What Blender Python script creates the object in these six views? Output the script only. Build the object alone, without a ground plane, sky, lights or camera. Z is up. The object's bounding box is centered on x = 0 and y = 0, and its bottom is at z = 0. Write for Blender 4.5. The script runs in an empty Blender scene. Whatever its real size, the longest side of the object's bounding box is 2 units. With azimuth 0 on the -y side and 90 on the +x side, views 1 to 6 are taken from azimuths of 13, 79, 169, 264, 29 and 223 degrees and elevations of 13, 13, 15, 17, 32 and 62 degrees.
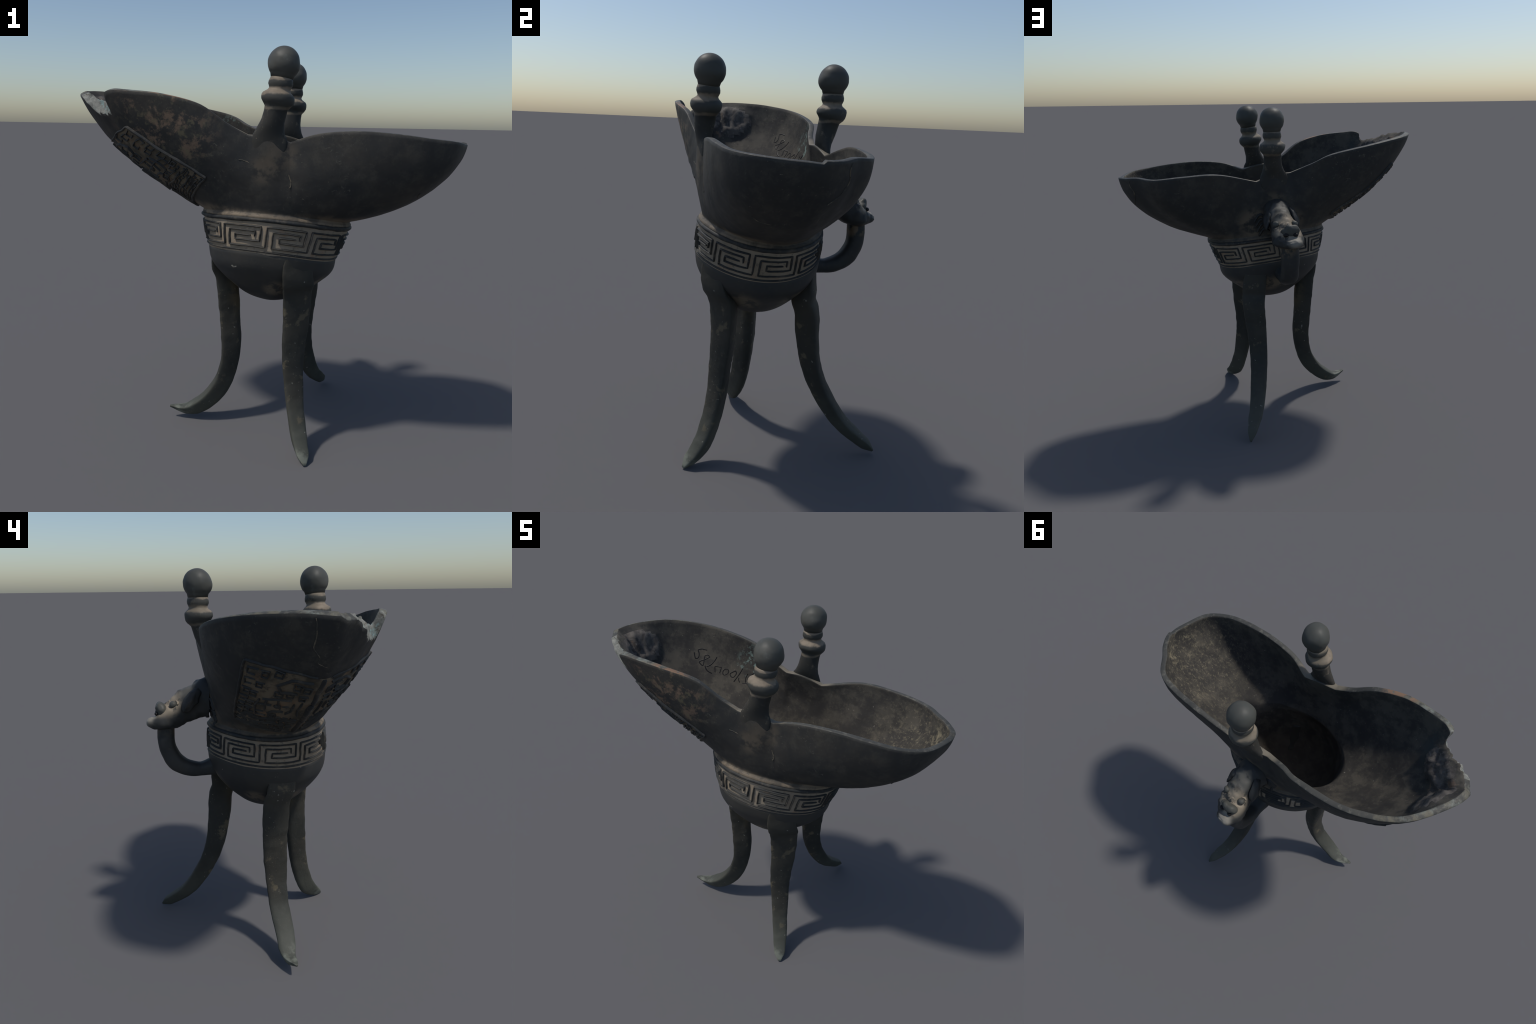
import bpy, bmesh, math, random
import numpy as np
from mathutils import Vector, noise as mnoise
from mathutils.bvhtree import BVHTree

random.seed(7)
rng = np.random.default_rng(7)
PHI = 0.108                      # heading of the vessel's long axis
CP, SP = math.cos(PHI), math.sin(PHI)

# ------------------------------------------------------------------ helpers
def catmull(P, n=12):
    P = np.asarray(P, float)
    Q = np.vstack([2*P[0]-P[1], P, 2*P[-1]-P[-2]])
    out = []
    for i in range(1, len(Q)-2):
        t = np.linspace(0, 1, n, endpoint=False)[:, None]
        a, b, c, d = Q[i-1], Q[i], Q[i+1], Q[i+2]
        out.append(.5*(2*b+(-a+c)*t+(2*a-5*b+4*c-d)*t**2+(-a+3*b-3*c+d)*t**3))
    return np.vstack(out+[P[-1:]])

def arclen(c):
    return np.r_[0, np.cumsum(np.linalg.norm(np.diff(c, axis=0), axis=1))]

def resample(c, n):
    d = arclen(c); t = np.linspace(0, d[-1], n)
    return np.stack([np.interp(t, d, c[:, k]) for k in range(c.shape[1])], 1)

def smoothstep(a, b, x):
    t = np.clip((x-a)/(b-a), 0, 1)
    return t*t*(3-2*t)

def fbm(p, f, octaves=4):
    return mnoise.fractal(Vector(p)*f, 1.0, 2.0, octaves, noise_basis='PERLIN_ORIGINAL')

def new_mesh(name, verts, faces, mats=(), fmat=None, smooth=True, parent=None):
    me = bpy.data.meshes.new(name)
    me.from_pydata([tuple(map(float, v)) for v in verts], [], [tuple(map(int, f)) for f in faces])
    for m in mats:
        me.materials.append(m)
    if fmat is not None:
        me.polygons.foreach_set('material_index', np.asarray(fmat, dtype=np.int32))
    if smooth:
        me.polygons.foreach_set('use_smooth', np.ones(len(me.polygons), dtype=bool))
    me.update()
    ob = bpy.data.objects.new(name, me)
    bpy.context.scene.collection.objects.link(ob)
    if parent is not None:
        ob.parent = parent
    return ob

def fix_normals(ob):
    bm = bmesh.new(); bm.from_mesh(ob.data)
    bmesh.ops.recalc_face_normals(bm, faces=bm.faces)
    bm.to_mesh(ob.data); bm.free()

def grid_faces(nr, nc, wrap, off=0):
    f = []
    for i in range(nr-1):
        for j in range(nc if wrap else nc-1):
            k = (j+1) % nc
            f.append((off+i*nc+j, off+i*nc+k, off+(i+1)*nc+k, off+(i+1)*nc+j))
    return f

def loft(rings, cap=True):
    """closed rings (list of (n,3)) -> verts, faces"""
    nr, nc = len(rings), len(rings[0])
    v = [p for r in rings for p in r]
    f = grid_faces(nr, nc, True)
    if cap:
        v.append(np.mean(rings[0], axis=0)); a = len(v)-1
        v.append(np.mean(rings[-1], axis=0)); b = len(v)-1
        for j in range(nc):
            k = (j+1) % nc
            f.append((a, k, j)); f.append((b, (nr-1)*nc+j, (nr-1)*nc+k))
    return v, f

# ------------------------------------------------------------------ materials
class Nodes:
    def __init__(self, name):
        self.m = bpy.data.materials.new(name); self.m.use_nodes = True
        self.t = self.m.node_tree
        self.b = self.t.nodes['Principled BSDF']
        self.co = self.t.nodes.new('ShaderNodeTexCoord').outputs['Object']
    def link(self, a, b): self.t.links.new(a, b)
    def noise(self, scale, detail=6, rough=.6, dist=0, vec=None, stretch=None):
        n = self.t.nodes.new('ShaderNodeTexNoise')
        n.inputs['Scale'].default_value = scale; n.inputs['Detail'].default_value = detail
        n.inputs['Roughness'].default_value = rough; n.inputs['Distortion'].default_value = dist
        v = vec or self.co
        if stretch:
            mp = self.t.nodes.new('ShaderNodeMapping'); mp.inputs['Scale'].default_value = stretch
            self.link(v, mp.inputs['Vector']); v = mp.outputs[0]
        self.link(v, n.inputs['Vector'])
        return n.outputs['Fac']
    def math(self, op, a, b=None, clamp=False):
        n = self.t.nodes.new('ShaderNodeMath'); n.operation = op; n.use_clamp = clamp
        for i, x in enumerate((a, b)):
            if x is None: continue
            if isinstance(x, (int, float)): n.inputs[i].default_value = x
            else: self.link(x, n.inputs[i])
        return n.outputs[0]
    def step(self, x, lo, hi):
        n = self.t.nodes.new('ShaderNodeMapRange'); n.interpolation_type = 'SMOOTHSTEP'
        n.inputs['From Min'].default_value = lo; n.inputs['From Max'].default_value = hi
        self.link(x, n.inputs['Value']); return n.outputs[0]
    def blob(self, c, r, soft=.5, squash=(1, 1, 1)):
        """1 inside a ball round c, fading out at r"""
        mp = self.t.nodes.new('ShaderNodeMapping'); mp.vector_type = 'POINT'
        mp.inputs['Location'].default_value = [-c[i]*squash[i] for i in range(3)]
        mp.inputs['Scale'].default_value = squash
        self.link(self.co, mp.inputs['Vector'])
        n = self.t.nodes.new('ShaderNodeVectorMath'); n.operation = 'LENGTH'
        self.link(mp.outputs[0], n.inputs[0])
        return self.step(n.outputs['Value'], r, r*soft)
    def mix(self, fac, a, b):
        n = self.t.nodes.new('ShaderNodeMix'); n.data_type = 'RGBA'
        for x, i in ((a, 6), (b, 7)):
            if isinstance(x, tuple): n.inputs[i].default_value = (*x, 1)
            else: self.link(x, n.inputs[i])
        if isinstance(fac, (int, float)): n.inputs[0].default_value = fac
        else: self.link(fac, n.inputs[0])
        return n.outputs[2]
    def finish(self, col, rough=.6, bump=None, bstr=.25, bdist=.004, spec=.22):
        self.link(col, self.b.inputs['Base Color'])
        if isinstance(rough, (int, float)): self.b.inputs['Roughness'].default_value = rough
        else: self.link(rough, self.b.inputs['Roughness'])
        self.b.inputs['Specular IOR Level'].default_value = spec
        if bump is not None:
            n = self.t.nodes.new('ShaderNodeBump')
            n.inputs['Strength'].default_value = bstr; n.inputs['Distance'].default_value = bdist
            self.link(bump, n.inputs['Height']); self.link(n.outputs[0], self.b.inputs['Normal'])
        return self.m

BRONZE = (.033, .0333, .0318); BRONZE2 = (.047, .043, .037); TAN = (.21, .165, .115); OCHRE = (.20, .115, .065)
GREEN = (.13, .155, .135); PALE = (.30, .31, .28)

def bronze_base(N, a=BRONZE, b=BRONZE2, spots=.66):
    n1 = N.noise(3.2, 5, .6)
    c = N.mix(N.step(n1, .38, .64), a, b)
    fine = N.noise(46, 6, .7)
    c = N.mix(N.math('MULTIPLY', N.step(fine, .52, .72), .45), c, (.062, .058, .048))
    sp = N.math('MULTIPLY', N.step(N.noise(95, 4, .65), spots, spots+.06), N.step(N.noise(6, 4), .5, .62))
    return N.mix(sp, c, (.17, .15, .11)), fine

def mat_exterior():
    N = Nodes('dark_bronze_patina')
    c, fine = bronze_base(N)
    c = N.mix(N.math('MULTIPLY', N.step(N.noise(11, 9, .78), .48, .64), .50), c, (.066, .061, .050))
    c = N.mix(N.math('MULTIPLY', N.step(N.noise(5.5, 9, .7), .56, .44), .35), c, (.022, .023, .024))
    wisp = N.math('MULTIPLY', N.step(N.noise(24, 10, .8, 1.5), .575, .635), N.step(N.noise(4, 4), .47, .60))
    c = N.mix(N.math('MULTIPLY', wisp, .65), c, (.125, .118, .095))
    # ochre soil stains on the front of the spout
    reg = N.math('MULTIPLY', N.blob((-.44, -.50, 1.62), .33, .35, (1, .8, 1.1)),
                 N.step(N.noise(9, 9, .72, .2), .50, .59))
    c = N.mix(N.math('MULTIPLY', reg, .85), c, (.178, .124, .085))
    reg2 = N.math('MULTIPLY', N.blob((-.42, -.5, 1.62), .34, .35), N.step(N.noise(17, 7, .7), .54, .64))
    c = N.mix(N.math('MULTIPLY', reg2, .6), c, (.14, .122, .075))
    # dust lying in the hollow above the band: follows the tilted neck ring
    sep = N.t.nodes.new('ShaderNodeSeparateXYZ'); N.link(N.co, sep.inputs[0])
    h = N.math('ADD', sep.outputs[2], N.math('MULTIPLY', sep.outputs[0], .068))
    h = N.math('ADD', h, N.math('MULTIPLY', N.math('SUBTRACT', N.noise(9, 6, .65), .5), .06))
    band = N.math('MULTIPLY', N.math('MULTIPLY', N.step(h, 1.195, 1.205), N.step(h, 1.268, 1.222)), N.math('ADD', N.math('MULTIPLY', N.step(N.noise(13, 8, .7), .40, .56), .65), .35))
    front = N.math('ADD', N.math('MULTIPLY', N.step(sep.outputs[1], .0, -.3), .55), .35)
    c = N.mix(N.math('MULTIPLY', band, front), c, TAN)
    # dust round the handle root and in the crotch under the near post
    for ctr, r, k in (((.17, .20, 1.30), .13, .8), ((-.06, .18, 1.30), .12, .7), ((.05, .2, 1.42), .10, .6), ((.045, -.41, 1.45), .09, .45), ((.13, -.41, 1.52), .10, .35)):
        c = N.mix(N.math('MULTIPLY', N.math('MULTIPLY', N.blob(ctr, r, .4), N.step(N.noise(15, 6, .6), .40, .56)), k), c, (.15, .12, .085))
    return N.finish(c, N.math('ADD', N.math('MULTIPLY', fine, .25), .48), fine, .25, .004)

def mat_interior():
    N = Nodes('dusty_interior')
    n1 = N.noise(4.5, 8, .68)
    c = N.mix(N.step(n1, .36, .64), (.036, .034, .031), (.082, .074, .060))
    f = N.noise(30, 9, .75, .6)
    c = N.mix(N.math('MULTIPLY', N.step(f, .53, .70), .35), c, (.17, .145, .105))
    c = N.mix(N.math('MULTIPLY', N.step(N.noise(9, 9, .72), .54, .44), .50), c, (.036, .034, .032))
    tail = N.math('MULTIPLY', N.blob((.80, -.02, 1.44), .50, .25), N.step(N.noise(38, 10, .82, .3, stretch=(1, 1.6, 1)), .52, .60))
    c = N.mix(N.math('MULTIPLY', tail, .55), c, (.23, .20, .135))
    end = N.math('MULTIPLY', N.blob((.94, -.03, 1.53), .22, .3), N.step(N.noise(26, 10, .80, .6, stretch=(1, .6, .5)), .52, .60))
    c = N.mix(N.math('MULTIPLY', end, .65), c, (.29, .25, .165))
    c = N.mix(N.math('MULTIPLY', N.step(N.noise(75, 3, .5), .71, .75), .7), c, (.22, .20, .165))
    # iron-dark stain and green bloom at the broken spout
    c = N.mix(N.math('MULTIPLY', N.blob((-.72, -.42, 1.66), .16, .3), N.step(N.noise(8, 6, .65), .42, .56)), c, (.045, .052, .050))
    gr = N.math('MULTIPLY', N.blob((-.30, .17, 1.60), .14, .3), N.step(N.noise(26, 6, .7), .52, .6))
    c = N.mix(gr, c, (.18, .24, .21))
    c = N.mix(N.math('MULTIPLY', N.blob((.02, -.10, .86), .36, .7), .45), c, (.062, .048, .034))  # brown tint painted over the well for its shadowed depth
    return N.finish(c, .75, f, .35, .005, .2)

def mat_rim():
    N = Nodes('worn_rim')
    c = N.mix(N.step(N.noise(4, 5), .35, .65), (.046, .046, .042), (.074, .072, .063))
    c = N.mix(N.math('MULTIPLY', N.step(N.noise(30, 6, .7), .5, .66), .5), c, (.17, .16, .13))
    sp = N.math('ADD', N.blob((-.55, -.5, 1.78), .30, .5), N.blob((-.92, .0, 1.8), .38, .5), True)
    pal = N.mix(N.step(N.noise(11, 6, .6), .42, .58), (.15, .135, .095), (.18, .195, .17))
    c = N.mix(N.math('MULTIPLY', N.math('MULTIPLY', sp, N.step(N.noise(16, 8, .7), .44, .60)), .75), c, pal)
    c = N.mix(N.math('MULTIPLY', N.blob((-.38, -.5, 1.77), .12, .5), N.step(N.noise(20), .42, .5)), c, (.20, .125, .08))
    for p in ((.17, -.36, 1.58), (-.03, -.41, 1.61), (.15, .2, 1.56), (-.06, .19, 1.6)):
        c = N.mix(N.math('MULTIPLY', N.blob(p, .09, .4), .7), c, (.22, .19, .14))
    return N.finish(c, .55, N.noise(60), .25, .003)

def mat_fracture():
    N = Nodes('pale_fracture')
    c = N.mix(N.step(N.noise(14, 8, .7), .36, .62), (.14, .142, .128), (.265, .265, .235))
    c = N.mix(N.step(N.noise(22, 6, .65), .53, .63), c, (.20, .27, .26))
    c = N.mix(N.step(N.noise(18, 6, .6, .4), .56, .66), c, (.10, .085, .065))
    return N.finish(c, .85, N.noise(40, 8, .7), .7, .01, .2)

def mat_crust():
    N = Nodes('dark_iron_crust')
    n = N.noise(16, 8, .68, .4)
    c = N.mix(N.step(n, .40, .62), (.060, .053, .047), (.130, .114, .098))
    c = N.mix(N.step(N.noise(28, 6, .7), .60, .70), c, (.20, .18, .165))
    c = N.mix(N.math('MULTIPLY', N.step(N.noise(9, 5, .6), .58, .68), .8), c, (.19, .125, .08))
    return N.finish(c, .7, n, .6, .01)

def mat_relief():
    N = Nodes('relief_metal')
    c, fine = bronze_base(N, (.027, .029, .030), (.040, .038, .034), .62)
    c = N.mix(N.math('MULTIPLY', N.step(N.noise(13, 8, .75), .50, .66), .55), c, (.125, .105, .08))
    return N.finish(c, .6, fine, .3, .003)

def mat_ground(name='tan_filled_ground', k=1.0, ochre=.35):
    N = Nodes(name)
    c = N.mix(N.step(N.noise(6, 5), .35, .65), tuple(x*k for x in (.225, .184, .134)), tuple(x*k for x in (.29, .24, .18)))  # tan brightened to offset shadow from the spout and raised lines
    c = N.mix(N.math('MULTIPLY', N.step(N.noise(19, 6, .65), .54, .66), ochre), c, tuple(x*k for x in (.26, .145, .085)))
    f = N.noise(40, 7, .7)
    c = N.mix(N.math('MULTIPLY', N.step(f, .54, .68), .6), c, (.07, .065, .055))
    return N.finish(c, .85, f, .4, .004, .2)

def mat_panel():
    N = Nodes('soiled_panel_ground')
    c = N.mix(N.step(N.noise(7, 7, .65), .36, .62), (.060, .053, .041), (.165, .134, .094))
    c = N.mix(N.math('MULTIPLY', N.step(N.noise(15, 6, .65), .53, .62), .6), c, (.19, .120, .072))
    c = N.mix(N.math('MULTIPLY', N.step(N.noise(21, 6, .65), .55, .64), .6), c, (.14, .13, .105))
    f = N.noise(30, 7, .7)
    c = N.mix(N.math('MULTIPLY', N.step(f, .52, .64), .7), c, (.045, .043, .037))
    return N.finish(c, .85, f, .4, .004, .2)

def mat_leg():
    N = Nodes('leg_bronze')
    c, fine = bronze_base(N, (.032, .033, .029), (.047, .044, .036), .64)
    sep = N.t.nodes.new('ShaderNodeSeparateXYZ'); N.link(N.co, sep.inputs[0])
    h = N.math('ADD', sep.outputs[2], N.math('MULTIPLY', N.math('SUBTRACT', N.noise(8, 5), .5), .35))
    c = N.mix(N.math('MULTIPLY', N.step(h, .42, .0), .55), c, (.095, .100, .080))
    tip = N.math('ADD', N.blob((.295, -.475, .02), .10, .3), N.blob((-.49, -.18, .07), .13, .3), True)
    c = N.mix(N.math('MULTIPLY', tip, N.math('MULTIPLY', N.step(N.noise(13, 6), .40, .60), .8)), c, (.18, .19, .155))
    c = N.mix(N.math('MULTIPLY', N.step(N.noise(12, 6, .6), .60, .68), .55), c, (.15, .125, .08))
    # yellowish dirt in the corner under the bowl
    c = N.mix(N.math('MULTIPLY', N.math('MULTIPLY', N.blob((.02, -.1, .78), .26, .6), N.step(N.noise(10, 5), .4, .55)), .8), c, (.115, .088, .048))
    c = N.mix(N.math('MULTIPLY', N.step(N.noise(50, 3, .5), .70, .73), .7), c, (.24, .23, .19))
    return N.finish(c, .6, fine, .35, .005)

def mat_bowl_low():
    N = Nodes('lower_cup_bronze')
    c, fine = bronze_base(N, (.034, .035, .035), (.046, .044, .039), .66)
    # soil packed in the corners where the legs leave the cup
    for p, r in (((.095, -.315, .87), .085), ((.265, -.20, .86), .10), ((.225, .03, .87), .10), ((.08, .155, .88), .11), ((-.17, -.215, .85), .085), ((-.18, -.03, .85), .085), ((-.03, .15, .92), .10)):
        c = N.mix(N.math('MULTIPLY', N.math('MULTIPLY', N.blob(p, r, .35), N.step(N.noise(17, 7, .65), .40, .54)), .8), c, (.150, .124, .088))
    c = N.mix(N.step(N.noise(24, 2, .4), .735, .75), c, (.27, .25, .20))
    return N.finish(c, .55, fine, .25, .004)

def mat_post():
    N = Nodes('post_bronze')
    c, fine = bronze_base(N, (.062, .064, .057), (.082, .081, .071), .68)  # paler than the body: overhead light on the knob tops put into the colour
    c = N.mix(N.math('MULTIPLY', N.step(N.noise(9, 6, .6), .60, .72), .4), c, (.16, .17, .155))
    return N.finish(c, .5, fine, .2, .003)

def mat_stem():
    # local origin is the centre of the knob, so -z is the distance below it
    N = Nodes('post_stem_bronze')
    c, fine = bronze_base(N, (.030, .031, .029), (.043, .040, .034), .62)
    sep = N.t.nodes.new('ShaderNodeSeparateXYZ'); N.link(N.co, sep.inputs[0])
    d = N.math('MULTIPLY', sep.outputs[2], -1.0)
    d = N.math('ADD', d, N.math('MULTIPLY', N.math('SUBTRACT', N.noise(14, 6, .65), .5), .030))
    c = N.mix(N.math('MULTIPLY', N.step(d, .212, .19), .8), c, (.060, .060, .053))
    c = N.mix(N.math('MULTIPLY', N.step(N.noise(17, 6, .65), .58, .68), .5), c, (.15, .13, .095))
    dust = N.math('MAXIMUM', N.math('MULTIPLY', N.step(d, .100, .112), N.step(d, .142, .132)), N.math('MULTIPLY', N.step(d, .078, .070), .9))
    dust = N.math('MAXIMUM', dust, N.math('MULTIPLY', N.math('MULTIPLY', N.step(d, .187, .194), N.step(d, .207, .199)), .6))
    tan = N.mix(N.step(N.noise(11, 6, .6), .4, .62), (.235, .190, .140), (.16, .135, .10))
    c = N.mix(dust, c, tan)
    return N.finish(c, .6, fine, .3, .003)

def mat_dust():
    return mat_ground('dust_in_hollows', 1.15, .25)

def mat_head():
    N = Nodes('handle_bronze')
    c, fine = bronze_base(N, (.028, .031, .032), (.042, .041, .038), .64)
    g = N.math('MULTIPLY', N.blob((.03, .33, 1.40), .085, .6), N.step(N.noise(15, 6), .36, .5))
    c = N.mix(N.math('MULTIPLY', g, .65), c, (.125, .12, .105))
    # pale dirt in the hollows of the face
    face = N.math('MULTIPLY', N.blob((.005, .42, 1.32), .11, .6), N.step(N.noise(18, 6, .6), .36, .5))
    c = N.mix(N.math('MULTIPLY', face, .92), c, (.29, .24, .175))
    c = N.mix(N.math('MULTIPLY', N.blob((-.02, .50, 1.25), .058, .4), .85), c, (.26, .24, .20))
    und = N.math('MULTIPLY', N.blob((.01, .42, 1.19), .075, .6), N.step(N.noise(20, 6), .42, .55))
    c = N.mix(N.math('MULTIPLY', und, .7), c, (.17, .125, .08))
    return N.finish(c, .55, fine, .3, .004)

def mat_ink():
    N = Nodes('black_ink')
    c = N.mix(N.step(N.noise(30, 3), .4, .6), (.006, .006, .007), (.014, .013, .013))
    return N.finish(c, .5)

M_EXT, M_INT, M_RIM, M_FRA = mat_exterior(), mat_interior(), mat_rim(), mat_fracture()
M_REL, M_GND, M_PAN, M_LEG, M_LOW = mat_relief(), mat_ground(), mat_panel(), mat_leg(), mat_bowl_low()
M_POST, M_STEM, M_DUST, M_HEAD, M_INK, M_CRUST = mat_post(), mat_stem(), mat_dust(), mat_head(), mat_ink(), mat_crust()

root = bpy.data.objects.new('ritual_wine_vessel', None)
bpy.context.scene.collection.objects.link(root)
root['label'] = 'dark bronze three-legged spouted wine vessel with knobbed posts and beast-head handle'
root['category'] = 'bronze vessel'

# ------------------------------------------------------------------ cup rings
# cx, cy, cz, rx, ry, tilt_x, tilt_y, second-harmonic height
UP = np.array([.049, -.1055, 1.200, .388, .305, -.068, -.012, -.018])
LO = np.array([.029, -.1090, 1.030, .337, .318, -.092, .012, -.022])
NECK = np.array([.046, -.1050, 1.222, .386, .286, -.068, -.012, -.018])

def ring_at(par, th, rs=1.0, dz=0.0, flat=1.0):
    cx, cy, cz, rx, ry, tx, ty, z2 = par
    X = rx*rs*np.cos(th); Y = ry*rs*np.sin(th)
    return np.stack([cx+X*CP-Y*SP, cy+Y*CP+X*SP,
                     cz+dz+flat*(tx*X+ty*Y+z2*rs*rs*np.cos(2*th))], -1)

def cup_pt(th, v, h=0.0):
    """outer surface of the band: v=0 upper rim of the band, v=1 lower; h proud of the surface"""
    th = np.asarray(th, float); v = np.asarray(v, float)
    p = UP[:, None]*(1-v.ravel())+LO[:, None]*v.ravel() if v.ndim else UP*(1-v)+LO*v
    bul = .006*np.sin(np.pi*v)
    cx, cy, cz, rx, ry, tx, ty, z2 = p
    X = (rx+h+bul)*np.cos(th); Y = (ry+h+bul)*np.sin(th)
    return np.stack([cx+X*CP-Y*SP, cy+Y*CP+X*SP, cz+tx*X+ty*Y+z2*np.cos(2*th)], -1)

# ------------------------------------------------------------------ rim of the bowl (control points)
R_TAIL = [(.160, -.385, 1.578), (.30, -.411, 1.621), (.476, -.412, 1.634), (.647, -.398, 1.624), (.795, -.364, 1.606), (.905, -.286, 1.594), (.954, -.160, 1.582),
          (.970, -.035, 1.577), (.926, .050, 1.585), (.862, .112, 1.592), (.755, .213, 1.588), (.586, .245, 1.603), (.38, .247, 1.609), (.152, .212, 1.560)]
R_SPOUT = [(-.059, .186, 1.604), (-.18, .207, 1.652), (-.311, .238, 1.710), (-.595, .214, 1.764), (-.824, .09, 1.797), (-.941, -.10, 1.806), (-.976, -.240, 1.797),
           (-.930, -.330, 1.803), (-.860, -.408, 1.803), (-.78, -.462, 1.806), (-.71, -.500, 1.806), (-.597, -.517, 1.800), (-.414, -.513, 1.784), (-.25, -.471, 1.743), (-.129, -.435, 1.661), (-.031, -.413, 1.609)]
cT, cS = catmull(R_TAIL, 16), catmull(R_SPOUT, 16)      # 16 samples per control point
R_TF, R_TB = cT[:7*16+1], cT[7*16:]
R_SB, R_BK, R_SF = cS[:6*16+1], cS[6*16:10*16+1], cS[10*16:]

arcs = [  # (theta0, theta1, curve, columns, tag)
    (0, 76, R_TB, 80, 'tb'), (76, 105, catmull([R_TB[-1], (.045, .205, 1.60), R_SB[0]], 16), 22, 'pb'),
    (105, 186, R_SB, 90, 'sb'), (186, 212, R_BK, 70, 'bk'), (212, 262, R_SF, 70, 'sf'),
    (262, 285, catmull([R_SF[-1], (.066, -.402, 1.605), R_TF[0]], 16), 22, 'pa'), (285, 360, R_TF, 84, 'tf')]
TH, RIM, TAG, FR = [], [], [], []
for a, b, ctl, n, tag in arcs:
    c = resample(ctl, n+1)[:-1]
    TH += list(np.radians(np.linspace(a, b, n+1)[:-1])); RIM += list(c); TAG += [tag]*n
    FR += list(np.linspace(0, 1, n+1)[:-1])
TH, RIM, TAG, FR = np.array(TH), np.array(RIM), np.array(TAG), np.array(FR)
NC = len(TH)

# how the wall swells between neck and rim, by direction (degrees -> a, b, c, d)
SW = [(0, .495, .14, .06, .48), (25, .44, .29, .03, .43), (50, .37, .31, .13, .36), (72, .21, .33, .12, .32), (90, -.21, .36, .13, .32), (108, .22, .31, .12, .33),
      (130, .29, .27, .17, .40), (155, .33, .22, .15, .50), (187, .35, .21, .17, .48), (205, .30, .23, .20, .46), (222, .27, .25, .20, .46), (245, .18, .37, .08, .38), (262, .06, .34, -.02, .34),
      (280, .25, .28, .03, .40), (305, .56, .17, -.01, .52), (335, .50, .15, .01, .50), (360, .495, .14, .06, .48)]
# fullness of the belly beside the posts, metres
BELLY = [(0, .002), (12, .012), (24, .010), (38, -.003), (50, -.009), (64, 0), (85, .014), (102, .022), (122, .018), (142, .012), (160, .004), (180, -.003), (200, -.008), (215, -.003), (228, .003), (242, .013), (258, .020), (272, .018), (288, .020), (303, .014), (322, -.001), (342, -.009), (354, -.004), (360, .001)]
SW = np.array(SW, float)
def swell(th):
    d = np.degrees(th) % 360
    res = []
    for k in (1, 2, 3, 4):
        fine = np.interp(np.arange(-40, 401) % 360, SW[:, 0], SW[:, k])
        fine = np.convolve(fine, np.hanning(29)/np.hanning(29).sum(), 'same')
        res.append(np.interp(d, np.arange(-40, 401), fine))
    return res
NK = ring_at(NECK, TH)
Hh = RIM-NK; Zz = Hh.copy(); Hh[:, 2] = 0; Zz[:, :2] = 0
a_, b_, c_, d_ = swell(TH)
# near the posts the wall is upright: the inward lean is set in metres
out = np.stack([np.cos(TH)*CP-np.sin(TH)*SP, np.sin(TH)*CP+np.cos(TH)*SP, 0*TH], 1)
BEL = np.interp(np.degrees(TH), [b[0] for b in BELLY], [b[1] for b in BELLY])
C1 = NK+Hh*a_[:, None]+Zz*b_[:, None]
C2 = RIM-Hh*c_[:, None]-Zz*d_[:, None]

def wall(j, s):
    """outer wall; j column (may be an array), s 0 at the neck .. 1 at the rim"""
    s = np.asarray(s, float)[..., None]
    full = BEL[j][..., None]*np.sin(np.pi*np.clip(s, 0, 1)**.9)**1.2*out[j]
    return (1-s)**3*NK[j]+3*s*(1-s)**2*C1[j]+3*s*s*(1-s)*C2[j]+s**3*RIM[j]+full

# break in the spout edge: how far up each column the wall survives
SMAX = np.ones(NC)
for j in range(NC):
    if TAG[j] == 'bk':
        f = FR[j]
        if f < .25: m = 1-.020*smoothstep(.04, .25, f)
        elif f < .62: m = .980-.052*smoothstep(.25, .62, f)
        else: m = .928-.018*smoothstep(.62, .84, f)
        if f > .84: m += (.985-m)*smoothstep(.84, 1.0, f)
        m += .016*fbm((f*6, 3.1, 0), 2.0, 3)+.006*fbm((f*6, 8.1, 0), 3.0, 2)*(1 if f < .92 else 0)
        SMAX[j] = min(m, 1.0)
    elif TAG[j] == 'sf' and FR[j] < .09:
        SMAX[j] = 1-.015*(1-FR[j]/.09)**2

# the small thick nick at the tip of the short lobe
for j in range(NC):
    if TAG[j] == 'tb' and FR[j] < .10: SMAX[j] = 1+.012*(1-FR[j]/.10)
    elif TAG[j] == 'tf' and FR[j] > .94: SMAX[j] = 1-.008*(FR[j]-.94)/.06
NS = 46
svals = np.linspace(0, 1, NS)**1.05
cols = np.arange(NC)
# the break slopes: the outer skin is chipped lower than the inner one
CHIP = np.array([((.012*smoothstep(.02, .12, FR[j])+.055*smoothstep(.25, .6, FR[j]))*(1-smoothstep(.90, 1.0, FR[j]))*(1+.5*fbm((FR[j]*7, 1, 4), 2, 3)) if TAG[j] == 'bk' else 0.) for j in range(NC)])
OUT = np.stack([wall(cols, (SMAX-CHIP)*s) for s in svals])     # NS x NC x 3
INB = np.stack([wall(cols, SMAX*s) for s in svals])
def normals(G):
    dt = np.roll(G, -1, 1)-np.roll(G, 1, 1)
    ds = np.gradient(G, axis=0)
    n = np.cross(dt, ds); n /= np.linalg.norm(n, axis=2, keepdims=True)+1e-12
    return n
NOR = normals(np.stack([wall(cols, np.full(NC, s)) for s in svals]))
th_w = .021+.008*svals[:, None]**5+.020*(1-svals)[:, None]**3
dsp = (np.degrees(TH)-192+180) % 360-180
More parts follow.
